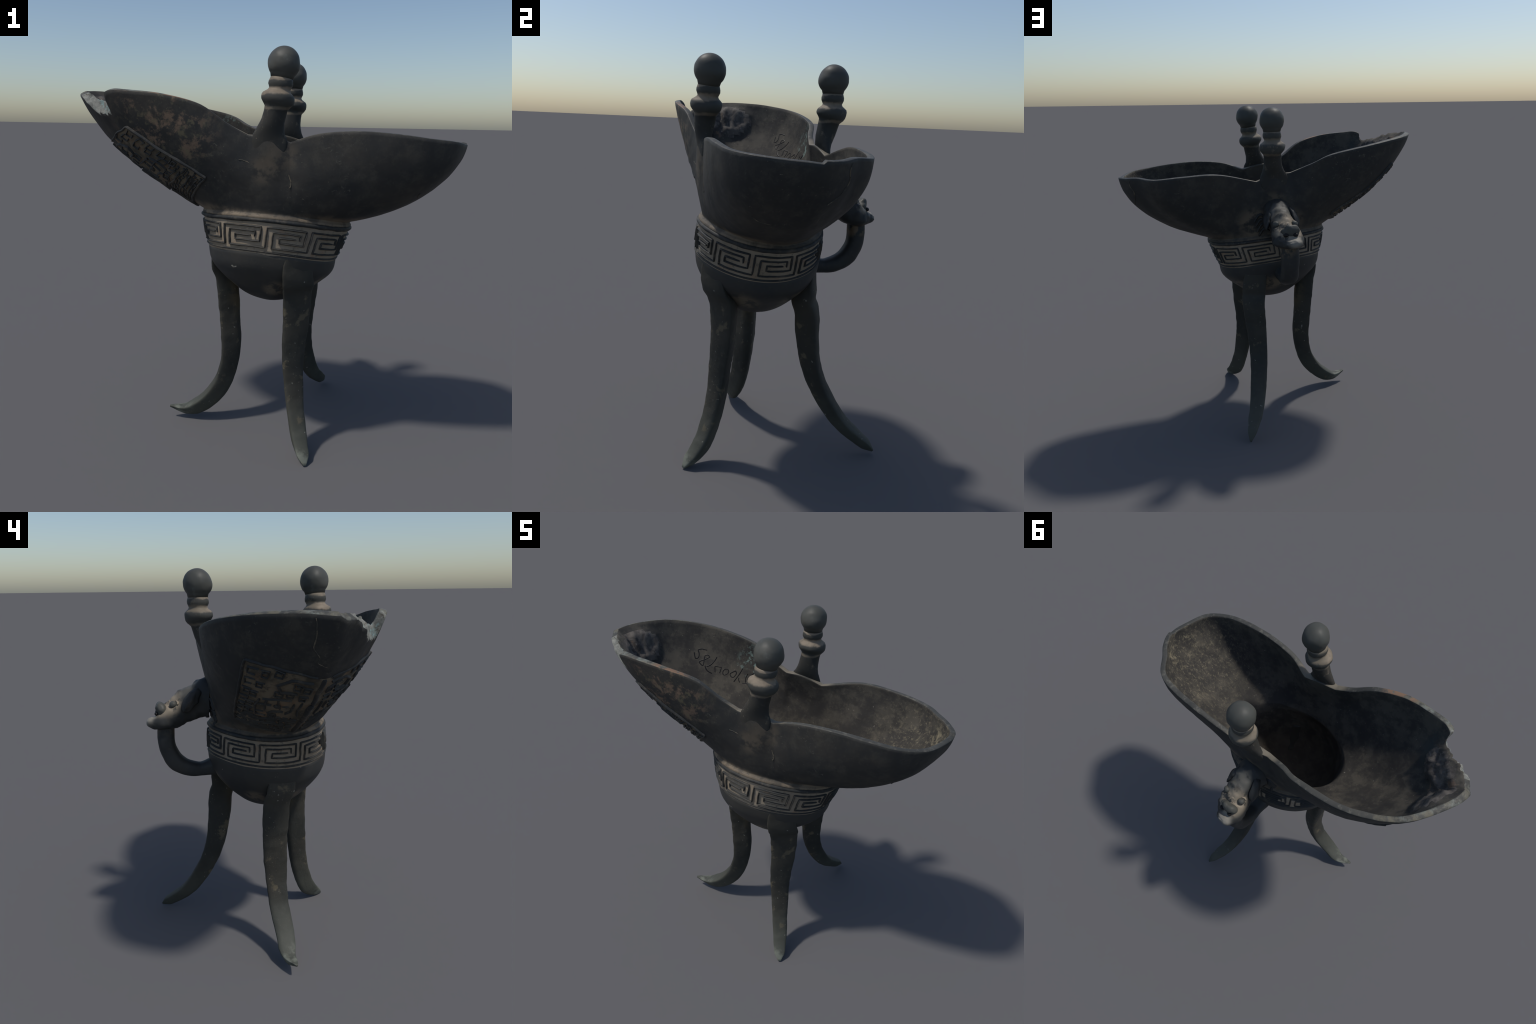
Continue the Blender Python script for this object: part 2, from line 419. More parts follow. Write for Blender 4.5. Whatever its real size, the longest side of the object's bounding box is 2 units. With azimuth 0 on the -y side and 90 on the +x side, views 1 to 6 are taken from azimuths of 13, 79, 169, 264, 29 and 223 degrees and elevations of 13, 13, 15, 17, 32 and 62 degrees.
th_w = th_w+.011*np.exp(-(dsp/20)**2)[None, :]*smoothstep(.35, .62, svals)[:, None]
INN = INB-NOR*th_w[..., None]
# the wall swells softly where the posts grow out of it
for tp in (90.5, 273.5):
    dth = (np.degrees(TH)-tp+180) % 360-180
    bump = np.exp(-(dth/9.5)**2)[None, :]*smoothstep(.45, .97, svals)[:, None]
    OUT = OUT+NOR*(.020*bump)[..., None]; INN = INN-NOR*(.010*bump)[..., None]
# unevenness of the casting
for i in range(NS):
    for j in range(NC):
        p = OUT[i, j]
        OUT[i, j] = p+NOR[i, j]*(.0035*fbm(p, 4.0, 3)+.0010*fbm(p, 22, 2))
        q = INN[i, j]
        INN[i, j] = q+NOR[i, j]*(.004*fbm(q+7, 5.0, 4))

def deform_crust(P, n):
    """dark corroded lumps inside the tip of the spout"""
    d = np.linalg.norm((P-np.array([-.86, -.20, 1.70]))/np.array([.17, .23, .13]))
    e = np.linalg.norm((P-np.array([-.78, -.36, 1.67]))/np.array([.15, .13, .11]))
    return float(max(smoothstep(1.0, .55, d), smoothstep(1.0, .5, e)))
crust = np.zeros((NS, NC))
for i in range(NS):
    for j in range(NC):
        k = deform_crust(INN[i, j], NOR[i, j]); crust[i, j] = k
        if k > 0:
            INN[i, j] = INN[i, j]-NOR[i, j]*(k*(.026+.020*fbm(INN[i, j], 9, 4)+.012*fbm(INN[i, j]+3, 28, 3))+.020*float(smoothstep(1.0, .5, np.linalg.norm(INN[i, j]-np.array([-.885, -.155, 1.725]))/.085)))

# ------------------------------------------------------------------ bowl mesh: outside, edge, inside, well
verts, faces, fm = [], [], []
# 0 exterior, 1 interior, 2 rim, 3 fracture, 4 crust
def add_rows(rows):
    o = len(verts); verts.extend(rows.reshape(-1, 3)); return o
def bridge(o, r, mat):
    for i in range(r-1):
        for j in range(NC):
            k = (j+1) % NC
            faces.append((o+i*NC+j, o+i*NC+k, o+(i+1)*NC+k, o+(i+1)*NC+j)); fm.append(mat(i, j))
# shoulder between band and bowl
sh = []
for rs, dz, w in ((.985, -.004, 0.0), (1.0, .004, .0), (.995, .013, .30), (.985, .018, .7)):
    P = UP*(1-w)+NECK*w; P[2] = UP[2]
    sh.append(ring_at(P, TH, rs, dz))
tl = OUT[-1]; ti = INN[-1]
lift = np.zeros((NC, 3))
up = (NOR[-1]*0+np.array([0, 0, 1]))
EW = (.90, .72, .5, .28, .10); ER = (.55, .9, 1., .9, .55)
bk = (SMAX < .985)
edge = []
for w, r in zip(EW, ER):
    e = tl*w+ti*(1-w)+up*(.003*r)
    for j in np.where(bk)[0]:
        p = e[j]; k = fbm(p, 16, 4); k2 = fbm(p+5, 38, 3)
        e[j] = p+(up[j]*.6+NOR[-1, j]*.8)*(.020*k+.006*k2)*r
    edge.append(e)
NE = len(EW)
# well: inner wall of the cup below the bowl
well = []
for rs, z in ((.875, 1.185), (.865, 1.12), (.85, 1.03), (.76, .95), (.62, .895), (.47, .845), (.28, .812), (.1, .80)):
    P = UP if z > 1.1 else LO
    P = UP*np.clip((z-1.03)/.17, 0, 1)+LO*(1-np.clip((z-1.03)/.17, 0, 1)); 
    q = ring_at(P, TH, rs, 0, .6); q[:, 2] += z-P[2]; well.append(q)
rows = np.stack(sh+list(OUT)+edge+list(INN[::-1])+well)
nsh = len(sh)
# small relaxation where the shoulder meets the wall
def matf(i, j):
    if i < nsh+NS-1: return 0
    if i < nsh+NS+NE: 
        return 3 if (bk[j] and bk[(j+1) % NC]) or SMAX[j] != SMAX[(j+1) % NC] and min(SMAX[j], SMAX[(j+1) % NC]) < .97 else 2
    ii = i-(nsh+NS+NE)
    if ii < NS-1:
        r = NS-1-ii
        return 4 if crust[r, j] > .45 else 1
    return 1
o = add_rows(rows); bridge(o, len(rows), matf)
verts.append(ring_at(LO, np.array([0.]), 0)[0]*[1, 1, 0]+np.array([0, 0, .798])); ap = len(verts)-1
for j in range(NC):
    faces.append((o+(len(rows)-1)*NC+j, o+(len(rows)-1)*NC+(j+1) % NC, ap)); fm.append(1)
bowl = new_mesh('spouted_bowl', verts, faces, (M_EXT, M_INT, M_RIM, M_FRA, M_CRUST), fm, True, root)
fix_normals(bowl)

# ------------------------------------------------------------------ lower cup
tt = np.linspace(0, 2*np.pi, 160, endpoint=False)
rows = [ring_at(LO, tt, .96, .02), ring_at(LO, tt, 1.0, .004)]
BOT = .748
CUPR = [(0, 1.0), (.2, .975), (.34, .918), (.48, .822), (.61, .712), (.75, .578), (.85, .462), (.925, .34), (.98, .20), (1, .06)]
cu = catmull(CUPR, 4)
for k, r in cu[1:]:
    par = LO.copy(); par[0] += .010*k; par[1] -= .008*k
    q = ring_at(par, tt, r, 0, max(0, 1-k)); q[:, 2] += -(LO[2]-BOT)*k
    rows.append(q)
rows = np.array(rows)
for r in rows:
    for j in range(len(tt)):
        r[j] += (r[j]-np.array([.03, -.1, 1.05]))*.012*fbm(r[j], 4, 3)
v = list(rows.reshape(-1, 3)); f = grid_faces(len(rows), len(tt), True)
v.append(np.array([.039, -.117, BOT])); o = (len(rows)-1)*len(tt)
for j in range(len(tt)):
    f.append((o+j, o+(j+1) % len(tt), len(v)-1))
cup = new_mesh('lower_cup', v, f, (M_LOW,), None, True, root); fix_normals(cup)

# ------------------------------------------------------------------ band: tan ground + raised lines
band = new_mesh('band_ground', *(lambda g: (g.reshape(-1, 3), grid_faces(g.shape[0], g.shape[1], True)))(
    np.stack([cup_pt(tt, np.full(len(tt), v), h) for v, h in ((-.03, -.03), (0, -.004), (.05, -.006), (.3, -.006), (.6, -.006), (.85, -.005), (.97, -.001), (1.03, -.004), (1.1, -.03))])),
    (M_GND,), None, True, root)
fix_normals(band)

def ribbon(path, nrm, w, h, n_prof=5, closed=False, taper=True, sink=.004, seed=0.0):
    """raised cord along a 3D path (n,3) lying on a surface with normals (n,3)"""
    path = np.asarray(path); nrm = np.asarray(nrm); n = len(path)
    tan = np.gradient(path, axis=0)
    if closed: tan = np.roll(path, -1, 0)-np.roll(path, 1, 0)
    tan /= np.linalg.norm(tan, axis=1, keepdims=True)+1e-12
    side = np.cross(tan, nrm); side /= np.linalg.norm(side, axis=1, keepdims=True)+1e-12
    rows = []
    u = np.linspace(-1, 1, n_prof)
    ww = np.array([w*(1+.22*fbm(p+seed, 16, 3)) for p in path]); hh = np.array([h*(1+.30*fbm(p+3+seed, 11, 3)) for p in path])
    if taper and not closed:
        ww[0] *= .6; ww[-1] *= .6
    for x in u:
        prof = (1-abs(x)**3.0)
        rows.append(path+side*(ww*.5*x)[:, None]+nrm*(hh*prof-sink*(1-prof))[:, None])
    g = np.stack(rows, 1)                       # n x prof x 3
    v = list(g.reshape(-1, 3)); f = grid_faces(n, n_prof, False)
    if closed:
        f += [((n-1)*n_prof+k, (n-1)*n_prof+k+1, k+1, k) for k in range(n_prof-1)]
    else:
        f.append(tuple(range(n_prof))); f.append(tuple(reversed(range((n-1)*n_prof, n*n_prof))))
    return v, f

class Collect:
    def __init__(self): self.v, self.f = [], []
    def add(self, v, f):
        o = len(self.v); self.v += list(v); self.f += [tuple(o+i for i in q) for q in f]
    def build(self, name, mat, parent, stuff=True):
        ob = new_mesh(name, self.v, self.f, (mat,), None, True, parent)
        fix_normals(ob)
        try:
            ob.data.set_sharp_from_angle(angle=math.radians(50))
        except Exception: pass
        if stuff: ob['kind'] = 'stuff'
        return ob

def on_band(path):
    """(theta deg, v) corners -> dense surface path with normals"""
    path = np.array(path, float); pts = []
    for a, b in zip(path[:-1], path[1:]):
        L = math.hypot((b-a)[0]*.0062, (b-a)[1]*.17); n = max(2, int(L/.010))
        pts += [a+(b-a)*t for t in np.linspace(0, 1, n, endpoint=False)]
    pts.append(path[-1]); pts = np.array(pts)
    th = np.radians(pts[:, 0])
    jit = np.array([[.006*fbm((p[0]*.1, p[1]*5, k), 1.3, 2) for k in (0, 9)] for p in pts])
    th = th+jit[:, 0]; v = pts[:, 1]+jit[:, 1]*1.5
    P = cup_pt(th, v, -.005); Q = cup_pt(th, v, .02); n = Q-P
    return P, n/np.linalg.norm(n, axis=1, keepdims=True)

C = Collect()
V0, V1 = .235, .79                    # top and bottom of the key pattern, as v
bounds = [16, 52.5, 88, 123, 159, 197, 233, 268.5, 303, 339, 376]
for i in range(10):
    t0, t1 = bounds[i], bounds[i+1]; W = t1-t0; tm = bounds[i-1] if i else bounds[9]-360; Wp = t0-tm
    vv = lambda y: V1+(V0-V1)*y
    jt = lambda: random.uniform(-.012, .012)
    fwd = [(t0, vv(0)), (t0, vv(1)), (t0+(.87+jt())*W, vv(1)), (t0+.87*W, vv(.29)), (t0+(.30+jt())*W, vv(.29)), (t0+.30*W, vv(.55)), (t0+(.66+jt())*W, vv(.55))]
    P, n = on_band(fwd); C.add(*ribbon(P, n, .0108, .0085, seed=i))
    back = [(t0, vv(0)), (tm+(.145+jt())*Wp, vv(0)), (tm+.145*Wp, vv(.78)), (tm+(.75+jt())*Wp, vv(.78)), (tm+.75*Wp, vv(.50))]
    P, n = on_band(back); C.add(*ribbon(P, n, .0108, .009, seed=i+40))
for v, w, h in ((.055, .026, .012), (.915, .013, .008)):
    th = np.linspace(0, 2*np.pi, 260, endpoint=False)
    P = cup_pt(th, np.full(260, v), -.005); Q = cup_pt(th, np.full(260, v), .02); n = Q-P; n /= np.linalg.norm(n, axis=1, keepdims=True)
    C.add(*ribbon(P, n, w, h, 7, True, seed=v*90))
C.build('meander_lines', M_REL, band)

# ------------------------------------------------------------------ mask panel under the spout
# surface coordinates on the wall: theta (deg) and s
def wall_at(thd, s):
    th = np.radians(np.asarray(thd) % 360); s = np.asarray(s, float)
    x = np.interp(th, np.r_[TH, 2*np.pi], np.r_[cols, NC])
    i0 = np.floor(x).astype(int) % NC; i1 = (i0+1) % NC; k = (x-np.floor(x))[..., None]
    return wall(i0, s)*(1-k)+wall(i1, s)*k
def wall_n(thd, s):
    e = .5; es = .01
    a = wall_at(thd+e, s)-wall_at(thd-e, s); b = wall_at(thd, s+es)-wall_at(thd, s-es)
    n = np.cross(a, b); return n/np.linalg.norm(n, axis=-1, keepdims=True)
PAN_TH0 = 187.0
def panel_uv(u, w):
    """u -1..1 across the spout, w 0..1 from the neck outwards"""
    u = np.asarray(u, float); w = np.asarray(w, float); a = abs(u)
    side_th = np.where(u < 0, np.interp(w, (0, .5, 1), (140, 152, 161)), np.interp(w, (0, .4, 1), (235, 226, 213)))
    side_s = np.where(u < 0, .20+.60*w, .33+.45*w)
    th = (187+0*w)*(1-a)+side_th*a
    s = (.035+.645*w)*(1-a**1.3)+side_s*a**1.3
    return th, s
def on_panel(path, h=0.0005, step=.010):
    path = np.array(path, float); pts = []
    for a, b in zip(path[:-1], path[1:]):
        L = math.hypot((b-a)[0]*.30, (b-a)[1]*.55); n = max(2, int(L/step))
        pts += [a+(b-a)*t for t in np.linspace(0, 1, n, endpoint=False)]
    pts.append(path[-1]); pts = np.array(pts)
    pts = pts+np.array([[.018*fbm((p[0]*2, p[1]*2, k), 2.0, 2) for k in (0, 9)] for p in pts])
    th, s = panel_uv(pts[:, 0], pts[:, 1])
    n = wall_n(th, s); return wall_at(th, s)+n*h, n
uu = np.linspace(-1, 1, 61); wv = np.linspace(0, 1, 46)
gv, gn = [], []
for w in wv:
    th, s = panel_uv(uu, np.full(61, w)); n = wall_n(th, s)
    h = np.where((np.abs(uu) > .97) | (w < .02) | (w > .98), -.008, .0018)
    gv.append(wall_at(th, s)+n*h[:, None])
gv = np.array(gv)
panel = new_mesh('panel_ground', gv.reshape(-1, 3), grid_faces(46, 61, False), (M_PAN,), None, True, root)
fix_normals(panel)
C = Collect()
def stroke(path, w=.013, h=.010, sd=0.):
    P, n = on_panel(path); C.add(*ribbon(P, n, w, h, 5, seed=sd))
stroke([(-.98, .02), (-.98, .98)], .017, .011); stroke([(.98, .02), (.98, .98)], .017, .011)
stroke([(-.98, .02), (-.5, .01), (0, .0), (.5, .01), (.98, .02)], .018, .011)
stroke([(-.98, .98), (-.5, .98), (-.1, .98)], .013, .007); stroke([(.98, .98), (.5, .98), (.1, .98)], .013, .007)
# flange of the mask down the keel
stroke([(0, .03), (0, .31)], .030, .012, 1); stroke([(0, .32), (0, .63)], .034, .014, 2); stroke([(0, .64), (0, .97)], .026, .012, 3)
def spiral(cx, cy, sx, sy, turns=1.6, flip=1, w=.012, h=.010, sd=0):
    # squared spiral of the thunder pattern
    pts = []; k = 1.0; dirs = [(1, 1), (-1, 1), (-1, -1), (1, -1)]
    for q in range(int(turns*4)):
        dx, dy = dirs[q % 4]; pts.append((cx+flip*dx*sx*k, cy+dy*sy*k)); k *= .84
    stroke(pts, w, h, sd)
for sg in (-1, 1):
    # horn, eye, jaw
    stroke([(sg*.12, .92), (sg*.38, .90), (sg*.52, .82), (sg*.46, .74), (sg*.26, .76)], .016, .011, 4)
    # upright angular signs in the middle of each half
    for st in ([(.28, .655), (.46, .64), (.64, .615)], [(.45, .645), (.44, .56), (.40, .50)], [(.24, .60), (.24, .50), (.30, .44)], [(.58, .62), (.60, .53), (.57, .44)],
               [(.30, .55), (.38, .54)], [(.52, .545), (.70, .53)], [(.34, .46), (.48, .44), (.52, .40)], [(.68, .60), (.72, .50), (.70, .42)], [(.14, .64), (.16, .52), (.13, .42)]):
        stroke([(sg*a, b) for a, b in st], .014, .010, st[0][0])
    stroke([(sg*.10, .30), (sg*.36, .32), (sg*.60, .27), (sg*.82, .30)], .014, .010, 7)
    stroke([(sg*.10, .17), (sg*.40, .19), (sg*.66, .15), (sg*.88, .17)], .012, .009, 8)
    stroke([(sg*.10, .08), (sg*.45, .085), (sg*.88, .07)], .011, .008, 9)
    # squared thunder spirals along the outer and far borders
    q = 0
    for cx, cy in ((.86, .90), (.70, .90), (.54, .93), (.87, .78), (.72, .77), (.88, .66), (.78, .64), (.89, .54), (.80, .49), (.89, .42), (.80, .38), (.64, .37), (.48, .36),
                   (.28, .83), (.16, .82), (.16, .70), (.32, .71), (.46, .70)):
        spiral(sg*cx, cy, .058+.012*random.random(), .040, random.choice((1.2, 1.5, 1.75)), random.choice((-1, 1)), .0105, .0085, q*3+sg); q += 1
    # rows of short hooked cords filling the ground
    for row, y in enumerate((.045, .115, .145, .215, .245, .275, .345)):
        x = .10+.03*(row % 2)
        while x < .92:
            L = random.uniform(.05, .15)
            stroke([(sg*x, y), (sg*min(x+L, .95), y+random.uniform(-.010, .010))]+([(sg*min(x+L, .95), y+.022)] if random.random() < .6 else []), random.uniform(.0085, .0115), .0085, row+x)
            x += L+.035
relief = C.build('mask_relief', M_REL, panel)
# eyes of the mask: bosses
def ellipsoid(c, r, rot=None, nu=24, nv=16):
    P = []
    for i in range(nv+1):
        b = math.pi*i/nv-math.pi/2
        for j in range(nu):
            a = 2*math.pi*j/nu
            P.append((math.cos(b)*math.cos(a)*r[0], math.cos(b)*math.sin(a)*r[1], math.sin(b)*r[2]))
    P = np.array(P)
    if rot is not None: P = P@np.array(rot).T
    return P+np.array(c), grid_faces(nv+1, nu, True)
def basis_from(n, upv=(0, 0, 1)):
    n = np.array(n)/np.linalg.norm(n); x = np.cross(upv, n); x /= np.linalg.norm(x); y = np.cross(n, x)
    return np.stack([x, y, n], 1)
for sg in (-1, 1):
    th, s = panel_uv(np.array([sg*.44]), np.array([.535])); n = wall_n(th, s)[0]; p = wall_at(th, s)[0]
    v, f = ellipsoid(p+n*.001, (.017, .013, .012), basis_from(n))
    fix_normals(new_mesh('mask_eye', v, f, (M_REL,), None, True, panel))

# pale mineral seams in the wall
def mat_seam():
    N = Nodes('pale_seam')
    c = N.mix(N.step(N.noise(26, 7, .7), .42, .58), (.05, .048, .042), (.15, .125, .09))
    return N.finish(c, .8, N.noise(40), .3, .003)
C = Collect()
for path, w in (([(180.5, .985), (181.5, .93), (181, .86), (183, .80), (183, .77), (186, .74)], .007), ([(11, .98), (10, .92), (11.5, .86), (10, .80), (7, .74), (3, .70)], .006),
                ([(268, .66), (264, .63), (261, .66), (257, .64)], .009), ([(268, .66), (269, .60), (268, .55)], .009), ([(284, .63), (285, .52), (284, .45)], .007), ([(340, .55), (343, .50), (347, .49)], .007)):
    c = resample(catmull([(*p, 0) for p in path], 8), 26)[:, :2]
    c = c+np.array([[.5*fbm((a*.2, b*9, 1), 2, 3), .006*fbm((a*.2, b*9, 5), 2, 3)] for a, b in c])
    n = wall_n(c[:, 0], c[:, 1]); P = wall_at(c[:, 0], c[:, 1])+n*.0012
    C.add(*ribbon(P, n, w, .0012, 5, sink=.005, seed=path[0][0]))
C.build('mineral_seams', mat_seam(), bowl)

# ------------------------------------------------------------------ posts with knobs
def add_post(knob, collar, base, name_parent):
    knob, collar, base = map(np.array, (knob, collar, base))
    # the stem runs down inside the wall, a little proud of it, and dies away
    thp = 90.5 if base[1] > 0 else 273.5
    jc = int(np.argmin(abs(np.degrees(TH)-thp)))
    def mid(i): return OUT[i, jc]*.62+INN[i, jc]*.38
    base = mid(NS-1); low1 = mid(NS-10); low2 = mid(NS-20)
    base = base+np.array([0, 0, .005])
    # d (below knob centre), radius along the rim, radius across, material 0 bronze / 1 dust / 2 stem
    R = .0735
    prof = [(-R*math.cos(a), R*math.sin(a), R*math.sin(a)) for a in np.linspace(0.02, 2.30, 26)]
    nb = len(prof)
    prof += [(.066, .0505, .0505), (.074, .053, .053), (.084, .0555, .0555), (.096, .0555, .0555), (.106, .051, .051), (.114, .048, .048),
             (.122, .052, .052), (.130, .062, .062), (.137, .071, .071), (.146, .0755, .0745), (.158, .077, .0755), (.170, .0745, .073), (.181, .067, .065),
             (.189, .060, .058), (.197, .054, .0525), (.22, .0535, .050), (.255, .055, .045), (.275, .059, .042), (.30, .066, .036), (.325, .080, .028), (.35, .088, .0215), (.38, .082, .0155), (.42, .064, .010), (.46, .045, .004)]
    ctl = catmull([knob+(knob-collar)*.6, knob, collar, base*.42+collar*.58, base, low1, low2], 20)
    dz = knob[2]-ctl[:, 2]
    nt = 40; a = np.linspace(0, 2*np.pi, nt, endpoint=False); rings = []
    for d, rx, ry in prof:
        c = np.array([np.interp(d, dz, ctl[:, k]) for k in range(3)])
        t = np.array([np.interp(d+.02, dz, ctl[:, k])-np.interp(d-.02, dz, ctl[:, k]) for k in range(3)]); t /= np.linalg.norm(t)
        x = np.array([CP, SP, 0]); x = x-t*(x@t); x /= np.linalg.norm(x); y = np.cross(t, x)
        ring = c+np.outer(np.cos(a)*rx, x)+np.outer(np.sin(a)*ry, y)
        for q in range(nt):
            ring[q] += (ring[q]-c)*(.08*fbm(ring[q], 9, 2)+.03*fbm(ring[q], 26, 2))
        rings.append(ring)
    kn = nb+1
    v, f = loft(rings[:kn]); v = [np.array(p)-knob for p in v]
    v2, f2 = loft(rings[kn-1:], True); v2 = [np.array(p)-knob for p in v2]
    ob = new_mesh('post', v2, f2, (M_STEM,), None, True, root); ob.location = tuple(knob)
    fix_normals(ob)
    k = new_mesh('knob', v, f, (M_POST,), None, True, ob); fix_normals(k)
add_post((.120, -.375, 1.929), (.100, -.386, 1.784), (.068, -.402, 1.60), root)
add_post((.059, .232, 1.920), (.057, .231, 1.773), (.046, .205, 1.585), root)

# ------------------------------------------------------------------ legs
LEGS = [   # spine from the cup down, then width along / depth across the rim at UW
    ([(-.262, -.152, 1.05), (-.253, -.148, .965), (-.241, -.139, .905), (-.215, -.121, .835), (-.197, -.114, .622), (-.188, -.123, .421), (-.228, -.135, .247), (-.315, -.154, .122), (-.427, -.161, .052), (-.532, -.189, .068)],
     (.10, .138, .150, .147, .136, .125, .114, .106, .096, .052, .014), (.050, .066, .090, .116, .114, .107, .103, .099, .088, .034, .012)),
    ([(.195, -.351, 1.05), (.195, -.338, .965), (.195, -.317, .905), (.187, -.281, .835), (.184, -.277, .677), (.178, -.290, .499), (.190, -.309, .340), (.212, -.340, .201), (.245, -.392, .083), (.299, -.487, .002)],
     (.11, .152, .166, .164, .146, .126, .108, .094, .081, .066, .016), (.050, .066, .090, .116, .109, .101, .098, .098, .096, .059, .014)),
    ([(.151, .153, 1.05), (.155, .140, .965), (.160, .127, .905), (.164, .117, .835), (.168, .139, .761), (.157, .154, .617), (.153, .186, .454), (.166, .253, .297), (.200, .359, .143), (.269, .521, .013)],
     (.10, .138, .150, .149, .135, .122, .110, .098, .087, .053, .014), (.050, .066, .092, .124, .124, .111, .098, .086, .075, .060, .013))]
UW = (0, .06, .105, .15, .29, .44, .58, .73, .875, .96, 1)
HALF = [(0, .50), (.28, .475), (.44, .42), (.50, .33), (.44, .10), (.33, -.16), (.22, -.38), (.1, -.49), (0, -.5)]
SEC = np.array(HALF+[(-a, b) for a, b in HALF[-2:0:-1]])
SECD = catmull(np.vstack([SEC, SEC[:1]]), 3)[:-1]
for ctl, WT, WD in LEGS:
    ctl = np.array(ctl); c = resample(catmull(ctl, 16), 90); u = arclen(c)/arclen(c)[-1]
    rd = np.array([ctl[-1][0]-.03, ctl[-1][1]+.10, 0]); rd /= np.linalg.norm(rd)
    if ctl[-1][0] < 0: rd = np.array([-.99, -.13, 0])
    tan = np.gradient(c, axis=0); tan /= np.linalg.norm(tan, axis=1, keepdims=True)
    k = smoothstep(.32, .10, u)[:, None]; tan = tan*(1-k)+np.array([0, 0, -1])*k; tan /= np.linalg.norm(tan, axis=1, keepdims=True)
    rings = []
    for i in range(90):
        x = np.cross((0, 0, -1), rd); x = x-tan[i]*(x@tan[i]); x /= np.linalg.norm(x); y = np.cross(x, tan[i])
        w = np.interp(u[i], UW, WT); d = np.interp(u[i], UW, WD)
        r = c[i]+np.outer(SECD[:, 0]*w, x)+np.outer(SECD[:, 1]*d, y)
        for q in range(len(r)):
            r[q] += (r[q]-c[i])*(.05*fbm(r[q], 5, 3)+.035*fbm(r[q], 24, 2)*(1 if abs(u[i]-.5) < .5 else 0))
        rings.append(r)
    ob = new_mesh('leg', *loft(rings), (M_LEG,), None, True, root); fix_normals(ob)
    zmin = min(v.co.z for v in ob.data.vertices)
    if zmin < 0:
        for v in ob.data.vertices:
            v.co.z = max(v.co.z, 0.0) if v.co.z < .01 else v.co.z

# ------------------------------------------------------------------ handle: strap, beast head
def superellipse(n, e=2.6):
    a = np.linspace(0, 2*np.pi, n, endpoint=False)
    return np.stack([np.sign(np.cos(a))*abs(np.cos(a))**(2/e), np.sign(np.sin(a))*abs(np.sin(a))**(2/e)], 1)
def tube(sections, n=36, e=2.6, steps=8, rough=.03):
    """sections: (x, y, z, half width in x, half depth)"""
    S = catmull(np.array(sections), steps); c = S[:, :3]
    tan = np.gradient(c, axis=0); tan[:, 0] *= .3; tan /= np.linalg.norm(tan, axis=1, keepdims=True)
    E = superellipse(n, e); rings = []
    for i in range(len(c)):
        x = np.array([1., 0, 0]); x -= tan[i]*(x@tan[i]); x /= np.linalg.norm(x); y = np.cross(tan[i], x)
        r = c[i]+np.outer(E[:, 0]*S[i, 3], x)+np.outer(E[:, 1]*S[i, 4], y)
        for q in range(n): r[q] += (r[q]-c[i])*rough*2*fbm(r[q], 11, 3)
        rings.append(r)
    return rings
strap = tube([(-.004, .415, 1.26, .050, .040), (-.005, .426, 1.20, .051, .044), (-.006, .427, 1.13, .053, .044), (-.007, .416, 1.076, .053, .045), (-.008, .386, 1.023, .053, .046),
              (-.008, .340, .990, .051, .042), (-.006, .29, .973, .048, .039), (-.003, .24, .971, .044, .037), (.0, .17, .985, .052, .050)])
handle = new_mesh('handle', *loft(strap), (M_HEAD,), None, True, root); fix_normals(handle)
head = tube([(.028, .196, 1.346, .090, .102), (.028, .216, 1.346, .086, .102), (.026, .258, 1.333, .075, .092), (.022, .310, 1.312, .070, .082), (.016, .350, 1.292, .077, .074), (.010, .385, 1.266, .087, .067),
             (.004, .420, 1.247, .087, .057), (-.004, .453, 1.237, .079, .043), (-.010, .487, 1.233, .060, .029), (-.014, .508, 1.233, .047, .021), (-.014, .520, 1.234, .027, .012)], 44, 2.5, 8, .03)
# brow ridge, eye hollows, muzzle step, pinched cheeks
def sculpt(p):
    x, y, z = p; q = np.array(p); mx = (x-.012)
    top = smoothstep(1.26, 1.32, z+.5*(y-.40))
    for sx in (-.050, .058):                               # eye hollows
        d = np.linalg.norm((np.array([mx-sx, y-.390, z-1.335]))/np.array([.030, .030, .040]))
        q = q+np.array([-.25*np.sign(sx), -.35, -.8])*.014*float(smoothstep(1.1, .2, d))
    d = np.linalg.norm((np.array([mx, y-.352, z-1.37]))/np.array([.075, .022, .05]))
    q = q+np.array([0, .35, .9])*.010*float(smoothstep(1.1, .2, d))          # brow
    d = np.linalg.norm((np.array([mx, y-.482, z-1.275]))/np.array([.06, .016, .04]))
    q = q+np.array([0, -.2, -.9])*.010*float(smoothstep(1.1, .2, d))         # step between nose and lip
    for sx in (-.075, .075):                               # jaw corners
        d = np.linalg.norm((np.array([mx-sx, y-.43, z-1.235]))/np.array([.03, .04, .03]))
        q = q+np.array([np.sign(sx), 0, -.2])*.010*float(smoothstep(1.1, .2, d))
    return q+np.array([1, .6, 1])*.006*fbm(p, 22, 3)
head = [np.array([sculpt(p) for p in r]) for r in head]
hd = new_mesh('beast_head', *loft(head), (M_HEAD,), None, True, handle); fix_normals(hd)
def part(name, c, r, n, mat, upv=(0, 0, 1), parent=None, nu=28, nv=18, rough=.0):
    v, f = ellipsoid(c, r, basis_from(n, upv), nu, nv)
    if rough:
        v = np.array([p+(p-np.array(c))*rough*fbm(p, 20, 3) for p in v])
    ob = new_mesh(name, v, f, (mat,), None, True, parent); fix_normals(ob); return ob
